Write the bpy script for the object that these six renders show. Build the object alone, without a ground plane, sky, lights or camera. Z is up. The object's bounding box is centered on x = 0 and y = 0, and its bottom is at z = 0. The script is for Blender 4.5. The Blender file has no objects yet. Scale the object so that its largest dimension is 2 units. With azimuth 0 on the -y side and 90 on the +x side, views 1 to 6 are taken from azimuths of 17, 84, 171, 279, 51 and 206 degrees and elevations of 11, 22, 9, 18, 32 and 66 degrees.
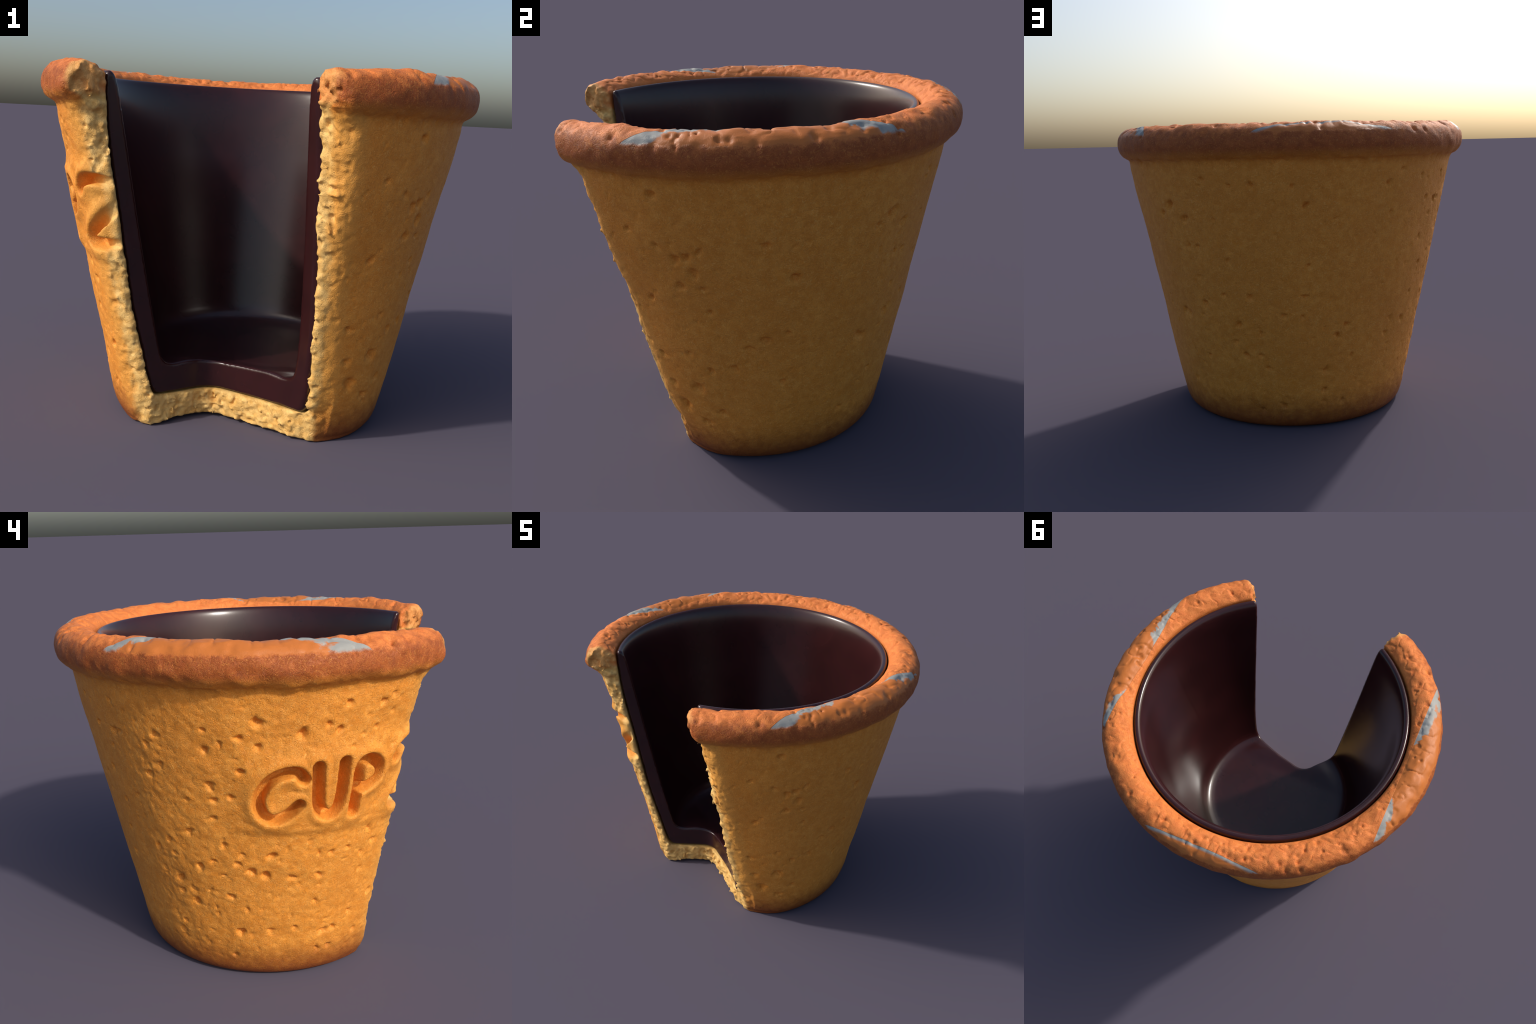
"""A baked biscuit cup, lined with dark chocolate, with a wedge broken out of its front.

Everything is described by rules: two lathe profiles (biscuit, chocolate lining), one cutting
wedge (three half planes), a relief map over the unrolled wall (baking pits, engraved letters,
lumps), and solid noise on the rim and on the broken face.  The solids are meshed with
surface nets and split into named parts."""
import bpy, math
import numpy as np

rng = np.random.default_rng(11)
CY = -0.09                      # the cup's axis stands at (0, CY)
f32 = np.float32

# ------------------------------------------------------------------ profiles (radius, height)
BISCUIT = [(0, .013), (.42, .013), (.50, .011), (.555, .004), (.59, 0), (.625, .002), (.652, .028),
           (.669, .085), (.70, .25), (.75, .50), (.79, .70), (.83, .90), (.882, 1.16), (.918, 1.34),
           (.928, 1.39), (.933, 1.425), (.944, 1.446), (.972, 1.462), (.993, 1.488), (1.001, 1.525),
           (.995, 1.565), (.976, 1.596), (.945, 1.616), (.91, 1.625), (.875, 1.619), (.845, 1.603),
           (.822, 1.585), (.813, 1.56), (.809, 1.45), (.798, 1.30), (.767, 1.12), (.727, .87),
           (.685, .60), (.629, .37), (.592, .20), (.568, .15), (.538, .138), (0, .138)]
CHOCOLATE = [(0, .142), (.535, .142), (.563, .154), (.587, .20), (.624, .37), (.680, .60), (.722, .87),
             (.762, 1.12), (.793, 1.30), (.804, 1.45), (.809, 1.54), (.808, 1.562), (.802, 1.575),
             (.789, 1.580), (.775, 1.574), (.762, 1.553), (.751, 1.515), (.742, 1.47), (.729, 1.39), (.664, 1.0), (.590, .60),
             (.540, .355), (.527, .318), (.507, .292), (.472, .277), (.43, .271), (.25, .260), (0, .258)]
LINING_OUT_Z = [.15, .20, .37, .60, .87, 1.12, 1.30, 1.45, 1.60]
LINING_OUT_R = [.568, .592, .629, .685, .727, .767, .798, .809, .815]


def rounded(points, times=2):
    p = np.array(points, float)
    for _ in range(times):                       # corner cutting, end points kept on the axis
        a, b = p[:-1], p[1:]
        q = np.stack([a * .75 + b * .25, a * .25 + b * .75], 1).reshape(-1, 2)
        p = np.vstack([p[:1], q, p[-1:]])
    return p


def profile_distance(points, r, z):
    """Signed distance (negative inside) to the closed section, on a grid r x z."""
    p = rounded(points)
    p = np.vstack([[(-.3, p[0, 1])], p, [(-.3, p[-1, 1])]])
    R, Z = np.meshgrid(r, z, indexing="ij")
    best = np.full(R.shape, 1e9)
    inside = np.zeros(R.shape, bool)
    for (ax, ay), (bx, by) in zip(p, np.roll(p, -1, 0)):
        dx, dy = bx - ax, by - ay
        L = dx * dx + dy * dy
        if L < 1e-12:
            continue
        t = np.clip(((R - ax) * dx + (Z - ay) * dy) / L, 0, 1)
        best = np.minimum(best, (R - ax - t * dx) ** 2 + (Z - ay - t * dy) ** 2)
        cross = (ay > Z) != (by > Z)
        inside ^= cross & (R < ax + (Z - ay) / (dy if dy else 1e-9) * dx)
    d = np.sqrt(best)
    return np.where(inside, -d, d)


def smooth_max(a, b, k):
    h = np.maximum(k - np.abs(a - b), 0) / k
    return np.maximum(a, b) + h * h * k * .25


def step(e0, e1, x):
    t = np.clip((x - e0) / (e1 - e0), 0, 1)
    return t * t * (3 - 2 * t)


# ------------------------------------------------------------------ the broken-out wedge, in plan
def half_plane(p, q):
    """Line p -> q as (nx, ny, d); positive on the right hand side of the walk."""
    dx, dy = q[0] - p[0], q[1] - p[1]
    L = math.hypot(dx, dy)
    return dy / L, -dx / L, (dy * p[0] - dx * p[1]) / L


CUT_LEFT = (.7685, -.6398, .150, 0.0)          # plan normal into the gap, offset, lean per metre of height
CUT_BACK = (-.220, -.9755, .372, 0.0)
CUT_RIGHT = (-.600, -.800, .141, .143)


def wedge(x, y, z):
    """Positive inside the missing piece."""
    a, b, c = (n[0] * x + n[1] * y - n[2] - n[3] * z for n in (CUT_LEFT, CUT_BACK, CUT_RIGHT))
    return -smooth_max(smooth_max(-a, -b, .07), -c, .10)


# ------------------------------------------------------------------ solid noise
LATTICE = rng.random((64, 64, 64)).astype(f32) * 2 - 1


def noise3(x, y, z, freq, seed=0):
    o = (seed * 17.31) % 64
    out = 0
    ii, ff = [], []
    for k, v in enumerate((x, y, z)):
        s = v * freq + o + k * 7.7 + 640
        i = np.floor(s).astype(np.int32)
        t = (s - i).astype(f32)
        ii.append(i & 63)
        ff.append(t * t * (3 - 2 * t))
    jj = [(i + 1) & 63 for i in ii]
    fx, fy, fz = ff
    L = LATTICE

    def lerp(a, b, t):
        return a + (b - a) * t
    c00 = lerp(L[ii[0], ii[1], ii[2]], L[jj[0], ii[1], ii[2]], fx)
    c10 = lerp(L[ii[0], jj[1], ii[2]], L[jj[0], jj[1], ii[2]], fx)
    c01 = lerp(L[ii[0], ii[1], jj[2]], L[jj[0], ii[1], jj[2]], fx)
    c11 = lerp(L[ii[0], jj[1], jj[2]], L[jj[0], jj[1], jj[2]], fx)
    return lerp(lerp(c00, c10, fy), lerp(c01, c11, fy), fz)


# ------------------------------------------------------------------ relief over the unrolled wall
# baking pits: (azimuth in degrees, height, size class); azimuth 0 faces -y, +90 faces +x
PITS_LETTER_SIDE = [
    (-126, 1.22, 2), (-116, 1.19, 3), (-112, 1.24, 4), (-98, 1.28, 2), (-98, 1.19, 4), (-94, 1.22, 2), (-89, 1.25, 3),
    (-84, 1.31, 5), (-84, 1.21, 3), (-89, 1.10, 4), (-98, 1.03, 4), (-106, .95, 2), (-97, .96, 3), (-92, .98, 3),
    (-98, .87, 3), (-107, .79, 4), (-115, .73, 3), (-121, .67, 3), (-96, .74, 3), (-81, .69, 4), (-90, .69, 2),
    (-92, .65, 3), (-88, .61, 4), (-83, .59, 4), (-105, .61, 4), (-114, .53, 5), (-120, .56, 2), (-109, .48, 3),
    (-114, .46, 3), (-109, .41, 4), (-95, .47, 3), (-97, .58, 2), (-100, .65, 2), (-74, .57, 3), (-65, .57, 3),
    (-66, .69, 2), (-62, .68, 2), (-56, .69, 2), (-50, .64, 2), (-66, .43, 3), (-51, .32, 3), (-42, .39, 3),
    (-49, .55, 2), (-73, 1.26, 5), (-66, 1.29, 3), (-63, 1.26, 3), (-61, 1.37, 3), (-51, 1.36, 4), (-59, 1.18, 2),
    (-56, 1.23, 2), (-52, 1.25, 2), (-48, 1.38, 2), (-47, 1.31, 2), (-93, .27, 4), (-82, .28, 3), (-73, .29, 3),
    (-62, .25, 4), (-58, .25, 3), (-64, .15, 3), (-59, .15, 3), (-96, .13, 3), (-118, .22, 3), (-46, .19, 3),
    (-117, 1.05, 3), (-113, 1.10, 3), (-125, .92, 2), (-133, .87, 2), (-132, 1.14, 2), (-127, 1.36, 2), (-137, 1.23, 2),
    (-48, .76, 3), (-45, .69, 3), (-116, .28, 2), (-90, .40, 2), (-114, .66, 2)]
PITS_FAR_SIDE = [
    (62, 1.38, 3), (52, 1.21, 2), (60, 1.15, 2), (65, 1.10, 3), (68, 1.11, 3), (70, 1.04, 4), (65, .98, 3), (89, 1.17, 3),
    (97, 1.01, 3), (89, .71, 4), (96, .74, 2), (84, .67, 2), (73, .85, 2), (64, .62, 2), (71, .54, 3), (79, .56, 3),
    (65, .43, 5), (58, .31, 6), (73, .30, 3), (67, .23, 3), (126, 1.23, 5), (121, 1.18, 3), (132, 1.155, 4), (132, 1.02, 2),
    (122, .64, 3), (72, .97, 2), (54, .88, 2), (52, .57, 2), (54, .42, 3), (72, 1.14, 2), (95, .48, 2), (119, .23, 2)]
PITS_BACK = [
    (158, 1.33, 3), (142, 1.36, 2), (151, 1.33, 2), (175, 1.23, 3), (136, 1.01, 2), (148, .95, 2), (176, .92, 2),
    (155, .76, 3), (175, .76, 3), (124, .63, 4), (135, .70, 3), (149, .60, 3), (174, .65, 2), (158, .56, 2), (-168, .59, 3),
    (-172, .54, 3), (151, .43, 3), (157, .43, 2), (160, .36, 2), (-176, .34, 3), (-165, .41, 2), (166, .15, 3),
    (-176, .23, 3), (132, .40, 2), (-157, 1.32, 3), (-142, 1.35, 2), (-152, 1.39, 2), (-155, 1.17, 2), (-136, .71, 2),
    (-147, .59, 2), (-138, .57, 3), (-148, .50, 2), (167, .66, 2), (144, .76, 2), (-129, 1.22, 4), (-136, 1.02, 2),
    (171, 1.32, 2), (156, .11, 2), (147, .50, 2), (-167, .15, 2)]
# engraved letters, as pen strokes (azimuth in degrees, height); the last one is half broken away
LETTERS = [
    [(-72.0, 1.055), (-73.4, 1.086), (-76.2, 1.092), (-80.8, 1.066), (-84.0, 1.000), (-84.6, .940), (-83.0, .885), (-79.8, .868),
     (-76.2, .893), (-73.2, .938)],
    [(-68.2, 1.105), (-68.0, 1.018), (-67.6, .916), (-65.6, .876), (-62.6, .884), (-61.0, .945), (-60.8, 1.116)],
    [(-56.4, .872), (-56.0, .990), (-56.0, 1.095), (-53.0, 1.112), (-49.6, 1.085), (-48.6, 1.045), (-49.6, 1.004), (-53.6, .980),
     (-55.8, .976)],
    [(-42.5, 1.085), (-41, 1.125), (-37, 1.140), (-32, 1.120), (-30, 1.075), (-32.5, 1.01), (-37, .950), (-40.5, .895), (-41, .862),
     (-36, .856), (-29, .862), (-20, .868)]]
LETTER_DEPTH, LETTER_HALF = .066, .0210

A_STEP, Z_STEP = .15, .0025
map_a = np.arange(-180, 180, A_STEP)
map_z = np.arange(-.05, 1.75, Z_STEP)
MA, MZ = np.meshgrid(map_a, map_z, indexing="ij")
ROLL = math.radians(1) * (.655 + .2 * MZ)          # metres per degree at each height


def local(a0, z0, reach):
    """Window of the relief map around a point, with metric offsets from it."""
    da = (np.arange(int((a0 - reach * 90 + 180) / A_STEP), int((a0 + reach * 90 + 180) / A_STEP) + 1)) % len(map_a)
    zi = np.arange(max(0, int((z0 - reach + .05) / Z_STEP)), min(len(map_z), int((z0 + reach + .05) / Z_STEP) + 1))
    w = np.ix_(da, zi)
    off = (MA[w] - a0 + 180) % 360 - 180
    return w, off * ROLL[w], MZ[w] - z0


def noise2(freq, seed):
    """Noise on the wall itself, seamless round the cup."""
    R = .655 + .2 * MZ
    t = np.radians(MA)
    return noise3(R * np.sin(t), R * np.cos(t), MZ, freq, seed)


def sample(grid, a, z):
    s = (a + 180) / A_STEP
    i = np.floor(s).astype(np.int32)
    fa = (s - i).astype(f32)
    t = np.clip((z + .05) / Z_STEP, 0, len(map_z) - 2)
    j = np.floor(t).astype(np.int32)
    fz = (t - j).astype(f32)
    n = len(map_a)
    i0, i1 = i % n, (i + 1) % n
    return (grid[i0, j] * (1 - fa) + grid[i1, j] * fa) * (1 - fz) + (grid[i0, j + 1] * (1 - fa) + grid[i1, j + 1] * fa) * fz


def warped(grid):
    du = noise2(55, 51) * .007 + noise2(110, 52) * .004
    dv = noise2(55, 53) * .007 + noise2(110, 54) * .004
    return sample(grid, MA + du / ROLL, MZ + dv)


relief = np.zeros(MA.shape)                          # depth: positive is carved in


def dig(a0, z0, size, depth, stretch, turn, sag=.6):
    w, u, v = local(a0, z0, size * 3.2)
    cs, sn = math.cos(turn), math.sin(turn)
    p, q = u * cs + v * sn, (-u * sn + v * cs)
    q = q * np.where(q < 0, sag, 1.3)                  # softer lower lip, as dough drags downwards
    d2 = (p / stretch) ** 2 + (q * stretch) ** 2
    bowl = np.exp(-d2 / (size * size) * 1.1)
    relief[w] = relief[w] + depth * bowl - depth * .10 * np.exp(-d2 / (size * size) * .35)


for pits, sharp, s0 in ((PITS_LETTER_SIDE, 1.0, .0072), (PITS_FAR_SIDE, .85, .0088), (PITS_BACK, .9, .0084)):
    for a0, z0, k in pits:
        size = s0 * (.75 + .33 * k)
        dig(a0, z0, size * .92, size * rng.uniform(1.3, 1.9) * sharp, rng.uniform(1.0, 1.35), rng.uniform(-.5, .7))
        if k >= 3:                                   # irregular mouths: a smaller bite beside the hole
            t = rng.uniform(0, 6.28)
            dig(a0 + math.cos(t) * size * 55, z0 + math.sin(t) * size, size * .7, size * .55 * sharp, 1.3, rng.uniform(-1, 1))
# many small, faint dimples everywhere
for n, lo, hi, lo_d, hi_d in ((700, .005, .009, .4, 1.0), (170, .008, .015, .08, .25)):
    for _ in range(n):
        s = rng.uniform(lo, hi)
        dig(rng.uniform(-180, 180), rng.uniform(.06, 1.38), s, s * rng.uniform(lo_d, hi_d), rng.uniform(1, 1.7), rng.uniform(-.3, .9))
# deeper pores only on the letter side
for _ in range(80):
    s = rng.uniform(.0045, .008)
    dig(rng.uniform(-115, -38), rng.uniform(.10, 1.36), s, s * rng.uniform(.4, .9), rng.uniform(1, 1.5), rng.uniform(-.6, .8))

# ragged mouths: drag the pits about with a fine warp
relief = warped(relief)
# letter side is rougher: slow lumps, flaky creases
rough = step(-150, -110, MA) * (1 - step(-15, 0, MA))
relief += noise2(5, 1) * .004 + noise2(11, 2) * (.0016 + .002 * rough)
relief += noise2(38, 3) * (.0006 + .0010 * rough)
crease = 1 - np.abs(noise2(24, 4) + .5 * noise2(47, 5))
relief += np.clip(crease - .80, 0, 1) * .010 * rough
# ripples pressed in from the broken edge on the far side
edge = np.exp(-((MA - 31) / 12) ** 2)
relief += edge * (noise3(MA * .16, MZ * 17, MZ * 0, 1.0, 6) * .007)

# lettering: a faintly raised pad, then rounded grooves
pen = np.full(MA.shape, 9.0)
win = np.ix_((map_a > -100) & (map_a < 0), (map_z > .70) & (map_z < 1.26))
wa, wz = MA[win] * ROLL[win], MZ[win]
for stroke in LETTERS:
    s = np.array(stroke, float)
    for _ in range(2):
        a_, b_ = s[:-1], s[1:]
        s = np.vstack([s[:1], np.stack([a_ * .75 + b_ * .25, a_ * .25 + b_ * .75], 1).reshape(-1, 2), s[-1:]])
    for (a0, z0), (a1, z1) in zip(s[:-1], s[1:]):
        k0 = math.radians(1) * (.655 + .2 * (z0 + z1) / 2)
        kk = ROLL[win]
        px, py = (MA[win] - a0) * kk, wz - z0
        dx, dy = (a1 - a0) * k0, z1 - z0
        t = np.clip((px * dx + py * dy) / (dx * dx + dy * dy), 0, 1)
        pen[win] = np.minimum(pen[win], np.hypot(px - t * dx, py - t * dy))
pad = step(-95, -87, MA) * (1 - step(1.14, 1.24, MZ)) * step(.770, .815, MZ + (MA + 60) * .0004) * (1 - step(-12, -5, MA))
relief = relief * (1 - .65 * step(.085, .04, pen)) - pad * .009
groove = step(LETTER_HALF + .009, LETTER_HALF - .011, pen)
relief += groove * LETTER_DEPTH * (1 - .15 * step(-47, -43, MA)) - .011 * np.exp(-((pen - .036) / .026) ** 2)
relief = relief.astype(f32)
pen = pen.astype(f32)


# rim dents: (azimuth, radius, half size, depth)
RIM_DENTS = []
for _ in range(150):
    RIM_DENTS.append((rng.uniform(-180, 180), rng.uniform(.85, .985), rng.uniform(.006, .015), rng.uniform(.006, .013)))


def rim_relief(x, y, z, a, r):
    d = noise3(x, y, z, 7, 21) * .005 + noise3(x, y, z, 17, 22) * .0055 + noise3(x, y, z, 36, 23) * .0028
    top = step(.99, .93, r)
    ridges = np.abs(noise3(x, y, z, 21, 24))
    d = d * (.5 + .5 * np.maximum(top, step(-150, -110, a) * step(0, -25, a)))
    d += np.clip(.18 - ridges, 0, 1) * .030 * top
    return d


# ------------------------------------------------------------------ meshing
def surface_nets(F, origin, h):
    neg = F < 0
    n = np.zeros(tuple(s - 1 for s in F.shape), np.int8)
    for i in (0, 1):
        for j in (0, 1):
            for k in (0, 1):
                n += neg[i:F.shape[0] - 1 + i, j:F.shape[1] - 1 + j, k:F.shape[2] - 1 + k]
    active = (n > 0) & (n < 8)
    cells = np.argwhere(active)
    index = np.full(active.shape, -1, np.int32)
    index[active] = np.arange(len(cells), dtype=np.int32)
    corner = {(i, j, k): F[cells[:, 0] + i, cells[:, 1] + j, cells[:, 2] + k] for i in (0, 1) for j in (0, 1) for k in (0, 1)}
    total, count = np.zeros((len(cells), 3)), np.zeros(len(cells))
    for c0, v0 in corner.items():
        for ax in range(3):
            if c0[ax]:
                continue
            c1 = list(c0)
            c1[ax] = 1
            v1 = corner[tuple(c1)]
            hit = (v0 < 0) != (v1 < 0)
            t = np.where(hit, v0 / np.where(hit, v0 - v1, 1), 0)
            for k in range(3):
                total[:, k] += np.where(hit, c0[k] + (t if k == ax else 0), 0)
            count += hit
    verts = (cells + total / count[:, None]) * h + origin
    quads = []
    for ax in range(3):
        b, c = (ax + 1) % 3, (ax + 2) % 3
        lo = [slice(None)] * 3
        hi = [slice(None)] * 3
        lo[ax], hi[ax] = slice(0, -1), slice(1, None)
        change = neg[tuple(lo)] != neg[tuple(hi)]
        e = np.argwhere(change)
        e = e[(e[:, b] > 0) & (e[:, c] > 0) & (e[:, b] < F.shape[b] - 1) & (e[:, c] < F.shape[c] - 1)]
        start_in = neg[e[:, 0], e[:, 1], e[:, 2]]

        def cell(db, dc):
            q = e.copy()
            q[:, b] += db
            q[:, c] += dc
            return index[q[:, 0], q[:, 1], q[:, 2]]
        q = np.stack([cell(-1, -1), cell(0, -1), cell(0, 0), cell(-1, 0)], 1)
        q[~start_in] = q[~start_in][:, ::-1]
        quads.append(q)
    return verts, np.vstack(quads)


def relax(verts, quads, rounds, lam=.5, mu=-.53):
    pairs = np.vstack([quads[:, [0, 1]], quads[:, [1, 2]], quads[:, [2, 3]], quads[:, [3, 0]]])
    n = len(verts)
    deg = np.bincount(pairs[:, 0], minlength=n) + np.bincount(pairs[:, 1], minlength=n)
    for _ in range(rounds):
        for f in (lam, mu):
            m = np.stack([np.bincount(pairs[:, 0], verts[pairs[:, 1], k], n) + np.bincount(pairs[:, 1], verts[pairs[:, 0], k], n)
                          for k in range(3)], 1) / deg[:, None]
            verts = verts + f * (m - verts)
    return verts


def vertex_normals(verts, quads):
    d1 = verts[quads[:, 2]] - verts[quads[:, 0]]
    d2 = verts[quads[:, 3]] - verts[quads[:, 1]]
    fn = np.cross(d1, d2)
    out = np.stack([sum(np.bincount(quads[:, c], fn[:, k], len(verts)) for c in range(4)) for k in range(3)], 1)
    return out / np.maximum(np.linalg.norm(out, axis=1), 1e-12)[:, None], fn


def polar(x, y):
    return np.degrees(np.arctan2(x, -(y - CY))), np.hypot(x, y - CY)


def build_field(profile, h, k, inset, detail):
    xs = np.arange(-1.05, 1.05, h)
    ys = np.arange(-1.01, .98, h)
    zs = np.arange(-.035, 1.70, h)
    rr = np.arange(0, 1.6, .002)
    P1 = profile_distance(profile, rr, zs)
    X, Y = np.meshgrid(xs, ys, indexing="ij")
    A, R = polar(X, Y)
    F = np.empty((len(xs), len(ys), len(zs)), f32)
    for j, z in enumerate(zs):
        Rz = R
        if not detail:                                   # the poured lining is a little oval, its floor rises to the front
            e = step(1.52, 1.2, z)
            Rz = np.hypot(X / (1 + .016 * e), (Y - CY) / (1 + .012 * e * np.sign(Y + .2)))
        P = np.interp(Rz.ravel(), rr, P1[:, j]).reshape(R.shape)
        if not detail and .15 < z < .45:
            P = P - .018 * step(-.26, -.42, Y) * step(.52, .38, Rz) * step(.19, .23, z)
        C = wedge(X, Y, z) + inset
        f = smooth_max(P, C, k)
        if detail:
            band = np.abs(f) < .09
            if band.any():
                x, y, a, r = X[band], Y[band], A[band], R[band]
                p, c = P[band], C[band]
                zz = np.full(x.shape, z)
                f[band] = detail(x, y, zz, a, r, p, c)
        F[:, :, j] = f
    return F, np.array([xs[0], ys[0], zs[0]])


crust_line = rounded(BISCUIT)
crust_line = crust_line[(crust_line[:, 0] > .64) & (crust_line[:, 1] < 1.45) & (np.arange(len(crust_line)) < len(crust_line) * .6)]
CRUST_Z, CRUST_R = crust_line[:, 1], crust_line[:, 0]


def biscuit_detail(x, y, z, a, r, p, c):
    inner = np.interp(z, LINING_OUT_Z, LINING_OUT_R)
    outward = step(inner + .004, inner + .035, r)
    rim = step(1.40, 1.45, z)
    # the wall draws in towards both broken edges
    dent = .050 * step(74, 36, a) * step(-5, 20, a) * step(1.32, .60, z) + .030 * step(80, 45, a) * step(5, 20, a) * step(.30, .05, z) + .016 * step(-64, -32, a) * step(5, -20, a) * step(1.40, 1.2, z)
    skin = (r - np.interp(z, CRUST_Z, CRUST_R)) * .98 + dent   # distance from the crust alone
    depth = np.zeros_like(p)
    if z[0] < 1.46:
        depth = sample(relief, a, z) * outward * (1 - rim) * step(.04, .12, z)
        p = np.maximum(p + np.minimum(depth, 0), skin + np.minimum(depth, 0) - rim)
    if z[0] > 1.38:
        d = rim_relief(x, y, z, a, r)
        for a0, r0, s, dep in RIM_DENTS:
            near = np.abs((a - a0 + 180) % 360 - 180) < 3
            if near.any():
                dd = ((a[near] - a0 + 180) % 360 - 180) * .0165
                d[near] += dep * np.exp(-(dd ** 2 + (r[near] - r0) ** 2) / (s * s)) * step(1.52, 1.58, z[near])
        d += .010 * step(-.30, 0, c) * step(1.45, 1.56, z)     # the rim sags where it is broken
        p = p + d * rim * step(inner, inner + .02, r)
    near = np.abs(c) < .10                                # broken face: crumbly
    if near.any():
        xn, yn, zn, rn = x[near], y[near], z[near], r[near]
        n = noise3(xn, yn, zn, 9, 31) * .009 + noise3(xn, yn, zn, 24, 32) * .007
        n += noise3(xn, yn, zn, 50, 33) * .007 + noise3(xn, yn, zn, 85, 37) * .005
        n += np.clip(noise3(xn, yn, zn, 34, 34) - .35, 0, 1) * .030 - np.clip(noise3(xn, yn, zn, 40, 38) - .5, 0, 1) * .04
        c = c.copy()
        text = step(.80, .86, zn) * step(1.20, 1.14, zn) * (xn < 0)
        c[near] += n * (1 - .75 * text) - .004
        c[near] += .065 * step(.40, .02, zn) * (xn > .2) * step(inner[near] - .08, inner[near] + .05, rn)
        c[near] -= step(1.42, 1.50, zn) * np.where(xn > 0, .032, .026) * step(inner[near] + .01, inner[near] + .06, rn)
    k = .014 + np.where(x > 0, .085, .100 + .04 * step(.80, .86, z) * step(1.20, 1.14, z)) * step(inner + .01, inner + .05, r) * (1 - .65 * rim)   # rounded outer lip
    f = smooth_max(p, c, k)
    return np.where(depth > 0, np.maximum(f, smooth_max(skin, c, k) + depth), f)


H_BISCUIT, H_LINING = .0062, .0062
F, origin = build_field(BISCUIT, H_BISCUIT, .022, 0.0, biscuit_detail)
bv, bq = surface_nets(F, origin, H_BISCUIT)
del F
F, origin = build_field(CHOCOLATE, H_LINING, .018, 0.004, None)
cv, cq = surface_nets(F, origin, H_LINING)
del F
cv = relax(cv, cq, 12)
bv = relax(bv, bq, 1)
bv[:, 2] -= bv[:, 2].min()


# ------------------------------------------------------------------ materials
class Tree:
    """A small helper that writes node arithmetic as calls."""

    def __init__(self, name):
        self.mat = bpy.data.materials.new(name)
        self.mat.use_nodes = True
        self.t = self.mat.node_tree
        self.bsdf = self.t.nodes["Principled BSDF"]
        co = self.t.nodes.new("ShaderNodeTexCoord")
        self.co = co.outputs["Object"]
        s = self.t.nodes.new("ShaderNodeSeparateXYZ")
        self.t.links.new(self.co, s.inputs[0])
        self.x, self.y, self.z = s.outputs

    def put(self, sock, v):
        if isinstance(v, bpy.types.NodeSocket):
            self.t.links.new(v, sock)
        elif v is not None:
            sock.default_value = v

    def m(self, op, a, b=None, c=None, clamp=False):
        n = self.t.nodes.new("ShaderNodeMath")
        n.operation, n.use_clamp = op, clamp
        for s, v in zip(n.inputs, (a, b, c)):
            self.put(s, v)
        return n.outputs[0]

    def ramp(self, v, lo, hi, to0=0.0, to1=1.0):
        n = self.t.nodes.new("ShaderNodeMapRange")
        n.interpolation_type = "SMOOTHSTEP"
        for k, u in (("Value", v), ("From Min", lo), ("From Max", hi), ("To Min", to0), ("To Max", to1)):
            self.put(n.inputs[k], u)
        return n.outputs["Result"]

    def noise(self, scale, detail=3.0, rough=.55, distort=0.0, stretch=None):
        n = self.t.nodes.new("ShaderNodeTexNoise")
        n.inputs["Scale"].default_value = scale
        n.inputs["Detail"].default_value = detail
        n.inputs["Roughness"].default_value = rough
        n.inputs["Distortion"].default_value = distort
        v = self.co
        if stretch:
            mp = self.t.nodes.new("ShaderNodeMapping")
            mp.inputs["Scale"].default_value = stretch
            self.t.links.new(v, mp.inputs[0])
            v = mp.outputs[0]
        self.t.links.new(v, n.inputs["Vector"])
        return n.outputs["Fac"]

    def mix(self, f, a, b, blend="MIX"):
        n = self.t.nodes.new("ShaderNodeMix")
        n.data_type, n.blend_type = "RGBA", blend
        self.put(n.inputs[0], f)
        for s, v in ((n.inputs[6], a), (n.inputs[7], b)):
            self.put(s, (*v, 1) if isinstance(v, tuple) else v)
        return n.outputs[2]

    def bump(self, height, strength, dist, normal=None):
        n = self.t.nodes.new("ShaderNodeBump")
        n.inputs["Strength"].default_value = strength
        n.inputs["Distance"].default_value = dist
        self.put(n.inputs["Height"], height)
        if normal:
            self.put(n.inputs["Normal"], normal)
        return n.outputs[0]


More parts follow.
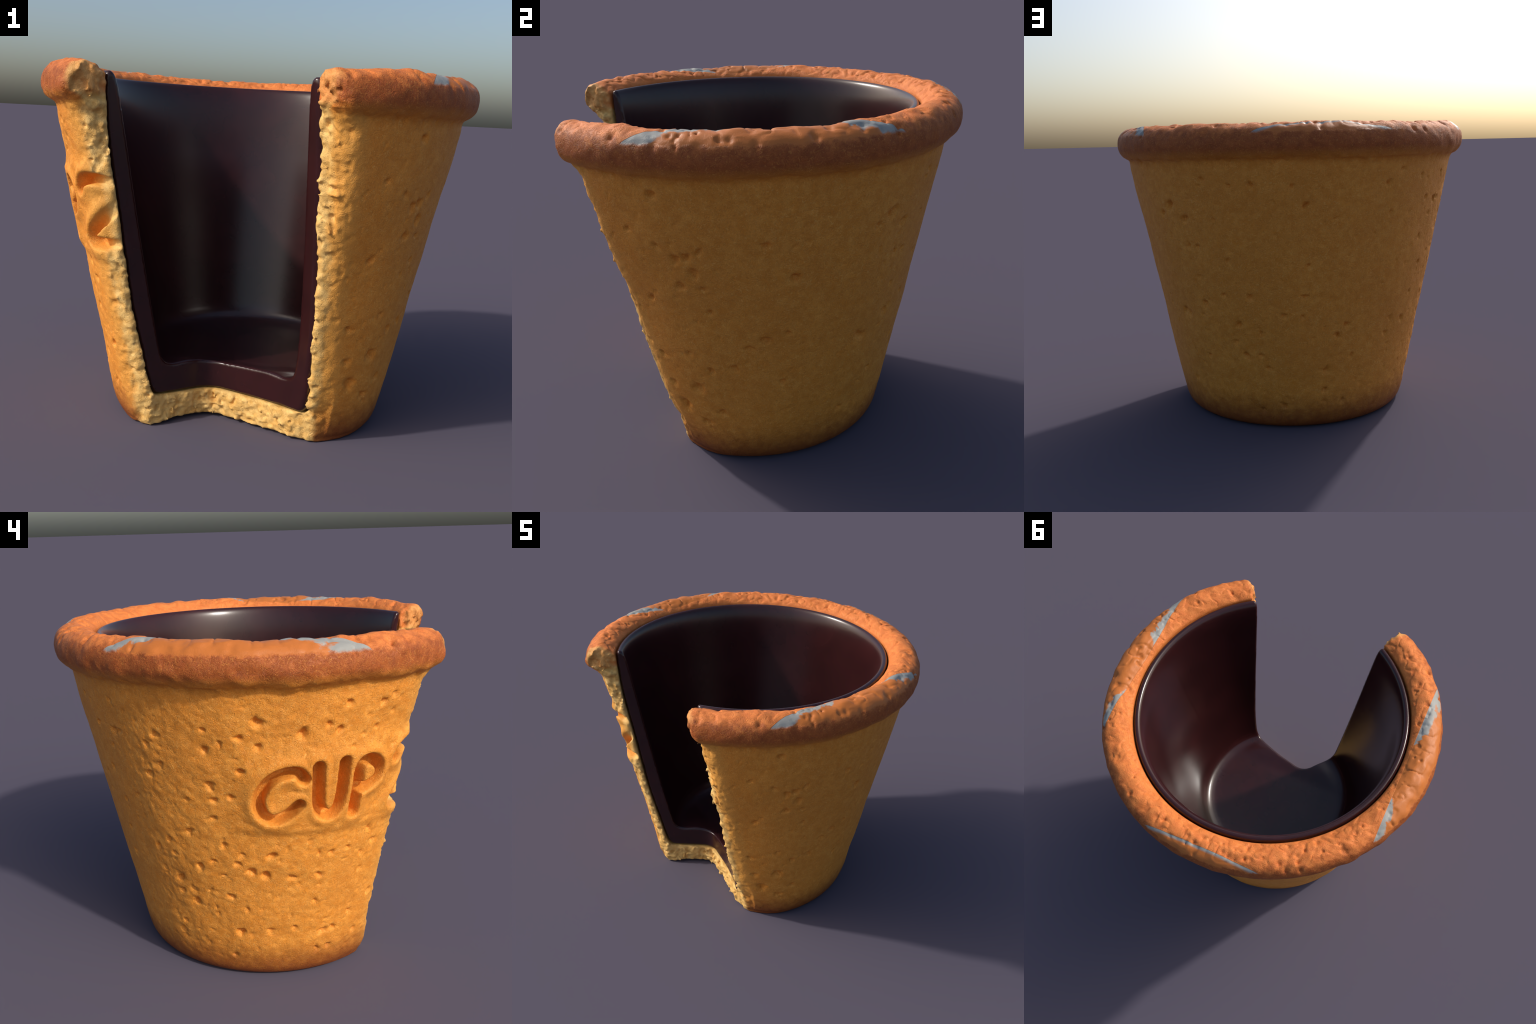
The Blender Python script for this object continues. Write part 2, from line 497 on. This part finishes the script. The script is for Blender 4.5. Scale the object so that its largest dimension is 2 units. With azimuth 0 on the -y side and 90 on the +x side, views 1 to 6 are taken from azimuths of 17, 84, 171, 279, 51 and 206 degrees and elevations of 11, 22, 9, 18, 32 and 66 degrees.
def biscuit_material():
    T = Tree("baked_biscuit")
    m = T.m
    yc = m("SUBTRACT", T.y, CY)
    r = m("SQRT", m("ADD", m("MULTIPLY", T.x, T.x), m("MULTIPLY", yc, yc)))
    soft, mid, fine = T.noise(3.5, 4), T.noise(26, 5, .6), T.noise(170, 3, .6)
    thread = T.noise(60, 3, .6, 2.5)
    flake = m("ABSOLUTE", m("SUBTRACT", T.noise(30, 3, .6, 2.2), .5))

    # golden crust, mottled, with pale flecks
    crust = T.mix(T.ramp(mid, .32, .72), (.72, .252, .025), (.82, .328, .047))
    crust = T.mix(T.ramp(soft, .35, .7, 0, .45), crust, (.68, .240, .027))
    crust = T.mix(T.ramp(thread, .53, .68, 0, .50), crust, (.88, .46, .115))
    crust = T.mix(T.ramp(fine, .30, .55, .25, 0), crust, (.36, .13, .02))
    # browner towards the bottom edge and the crease under the rim, as such crusts bake
    wob = m("MULTIPLY", m("SUBTRACT", mid, .5), .10)
    foot = T.ramp(m("ADD", T.z, wob), .0, .24, 1.0, 0)
    crust = T.mix(foot, crust, (.20, .046, .006))
    # toasted rim: orange on top, red-brown round the outside
    top = T.mix(T.ramp(mid, .3, .7), (.63, .165, .033), (.72, .217, .047))
    side = T.mix(T.ramp(mid, .3, .7), (.29, .066, .012), (.40, .102, .019))
    side = T.mix(T.ramp(thread, .52, .68, 0, .52), side, (.62, .24, .050))
    outer = m("ADD", r, m("MULTIPLY", m("SUBTRACT", soft, .5), .03))
    low = T.ramp(m("ADD", T.z, wob), 1.56, 1.62, 1, 0)
    toast = T.mix(m("MULTIPLY", T.ramp(outer, .90, .975), low), top, side)
    rim = T.ramp(m("ADD", T.z, m("MULTIPLY", wob, .35)), 1.44, 1.51)
    crust = T.mix(rim, crust, toast)

    # smooth grey and tan rim patches: texture projection fault copied beyond three straight lines
    ax = m("SUBTRACT", m("ABSOLUTE", T.x), .836)
    ay = m("SUBTRACT", T.y, .836)
    end_on = m("MAXIMUM", ax, ay)
    top_only = T.ramp(m("ADD", T.z, m("MULTIPLY", mid, .03)), 1.585, 1.60)
    patch = m("MULTIPLY", T.ramp(end_on, 0, .002), top_only)
    smear = T.noise(6.0, 4, .65, .8)
    ends = T.ramp(m("ABSOLUTE", m("ADD", T.y, .03)), .10, .28, -.03, .05)
    thin = T.ramp(ay, -.002, .0, 0.0, 1.0)
    reach = m("ADD", m("MULTIPLY", m("SUBTRACT", smear, .5), .16), ends)
    reach = m("ADD", m("MULTIPLY", reach, m("SUBTRACT", 1.0, thin)), m("MULTIPLY", thin, .014))
    seam_tint = T.mix(T.ramp(m("SUBTRACT", end_on, reach), -.006, .008), (.30, .30, .275), (.50, .150, .028))
    crust = T.mix(patch, crust, seam_tint)

    # pale crumb on the broken face
    def line(cut):
        flat = m("SUBTRACT", m("ADD", m("MULTIPLY", T.x, cut[0]), m("MULTIPLY", T.y, cut[1])), cut[2])
        return m("SUBTRACT", flat, m("MULTIPLY", T.z, cut[3]))
    d = m("MINIMUM", m("MINIMUM", line(CUT_LEFT), line(CUT_BACK)), line(CUT_RIGHT))
    inner = m("MULTIPLY_ADD", T.z, .2, .655)
    skin = m("SUBTRACT", inner, r)                          # depth below the crust
    crumb_d = m("ADD", d, m("MULTIPLY", m("SUBTRACT", mid, .5), .03))
    at_rim = T.ramp(T.z, 1.46, 1.50)
    at_text = m("MULTIPLY", m("MULTIPLY", T.ramp(T.z, .80, .87), T.ramp(T.z, 1.17, 1.11)), m("LESS_THAN", T.x, 0.0))
    crumb_d = m("SUBTRACT", crumb_d, m("MULTIPLY", at_rim, .045))
    skin_in = m("SUBTRACT", skin, m("MAXIMUM", m("MULTIPLY", at_text, .038), m("MULTIPLY", m("GREATER_THAN", T.x, .25), .026)))
    skin_in = m("MULTIPLY_ADD", at_rim, .05, skin_in)
    crumb = m("MULTIPLY", T.ramp(crumb_d, -.055, -.020), T.ramp(skin_in, .012, .045))
    crumb = m("MULTIPLY", crumb, m("SUBTRACT", 1.0, m("MULTIPLY", at_rim, m("MULTIPLY_ADD", m("GREATER_THAN", T.x, 0.0), .25, .40))), clamp=True)
    pale = T.mix(T.ramp(mid, .3, .7), (.70, .385, .098), (.83, .535, .185))
    golden = m("MULTIPLY", T.ramp(crumb_d, -.15, -.03, 0, .75), T.ramp(T.z, 1.47, 1.43))
    golden = m("MULTIPLY", golden, m("SUBTRACT", 1.0, m("MULTIPLY", foot, .85)))
    crust = T.mix(golden, crust, (.76, .365, .072))
    crust = T.mix(crumb, crust, pale)
    T.put(T.bsdf.inputs["Base Color"], crust)
    T.put(T.bsdf.inputs["Roughness"], T.mix(patch, (.62, .62, .62), (.48, .48, .48)))
    T.bsdf.inputs["Specular IOR Level"].default_value = .35
    flat = m("SUBTRACT", 1.0, m("MULTIPLY", patch, .9))
    h = m("MULTIPLY", m("ADD", m("MULTIPLY_ADD", T.ramp(flake, 0, .06), .75, m("MULTIPLY", mid, .4)), m("ADD", m("MULTIPLY", fine, .35), m("MULTIPLY", thread, .35))), flat)
    T.put(T.bsdf.inputs["Normal"], T.bump(h, .45, .006))
    return T.mat


def chocolate_material():
    T = Tree("dark_chocolate")
    n = T.noise(4, 3)
    T.put(T.bsdf.inputs["Base Color"], T.mix(T.ramp(n, .3, .7), (.024, .0062, .0068), (.034, .0082, .0088)))
    T.bsdf.inputs["Roughness"].default_value = .24
    T.bsdf.inputs["Specular IOR Level"].default_value = .5
    return T.mat


BAKED, DARK = biscuit_material(), chocolate_material()


# ------------------------------------------------------------------ objects
def add_part(name, verts, quads, normals, mat, parent):
    used = np.unique(quads)
    remap = np.zeros(len(verts), np.int64)
    remap[used] = np.arange(len(used))
    mesh = bpy.data.meshes.new(name)
    q = remap[quads]
    mesh.vertices.add(len(used))
    mesh.vertices.foreach_set("co", verts[used].astype(f32).ravel())
    mesh.loops.add(q.size)
    mesh.loops.foreach_set("vertex_index", q.astype(np.int32).ravel())
    mesh.polygons.add(len(q))
    mesh.polygons.foreach_set("loop_start", np.arange(0, q.size, 4, dtype=np.int32))
    mesh.update(calc_edges=True)
    mesh.polygons.foreach_set("use_smooth", np.ones(len(q), bool))
    mesh.normals_split_custom_set_from_vertices(normals[used].astype(f32))
    mesh.materials.append(mat)
    ob = bpy.data.objects.new(name, mesh)
    bpy.context.scene.collection.objects.link(ob)
    ob.parent = parent
    return ob


cup = bpy.data.objects.new("biscuit_cup", None)
bpy.context.scene.collection.objects.link(cup)
cup["label"] = "golden baked biscuit cup lined with chocolate, wedge broken out"
cup["category"] = "food cup"

normals, fn = vertex_normals(bv, bq)
mid = bv[bq].mean(1)
fn /= np.maximum(np.linalg.norm(fn, axis=1), 1e-12)[:, None]
fa, fr = polar(mid[:, 0], mid[:, 1])
fz = mid[:, 2]
lining_r = np.interp(fz, LINING_OUT_Z, LINING_OUT_R)
outside = fr > lining_r + .025
broken = (wedge(mid[:, 0], mid[:, 1], mid[:, 2]) > -.022) & (fr < .655 + .2 * fz + .08)
letter = outside & (sample(pen, fa, fz) < LETTER_HALF) & (fz > .8) & (fz < 1.2) & (fa < -10) & (fa > -95)
rim = (fz > 1.425) & (fr > lining_r + .004)
base = (fz < .06) & (fn[:, 2] < -.5)
region = np.select([letter, broken, rim, base, outside], [1, 2, 3, 4, 0], 5)
for k, name in ((0, "wall"), (1, "engraved_lettering"), (2, "broken_edge"), (3, "rim"), (4, "base"), (5, "inner_wall")):
    sel = region == k
    if sel.any():
        add_part(name, bv, bq[sel], normals, BAKED, cup)
cn, _ = vertex_normals(cv, cq)
add_part("chocolate_lining", cv, cq, cn, DARK, cup)
print("faces", len(bq), len(cq))
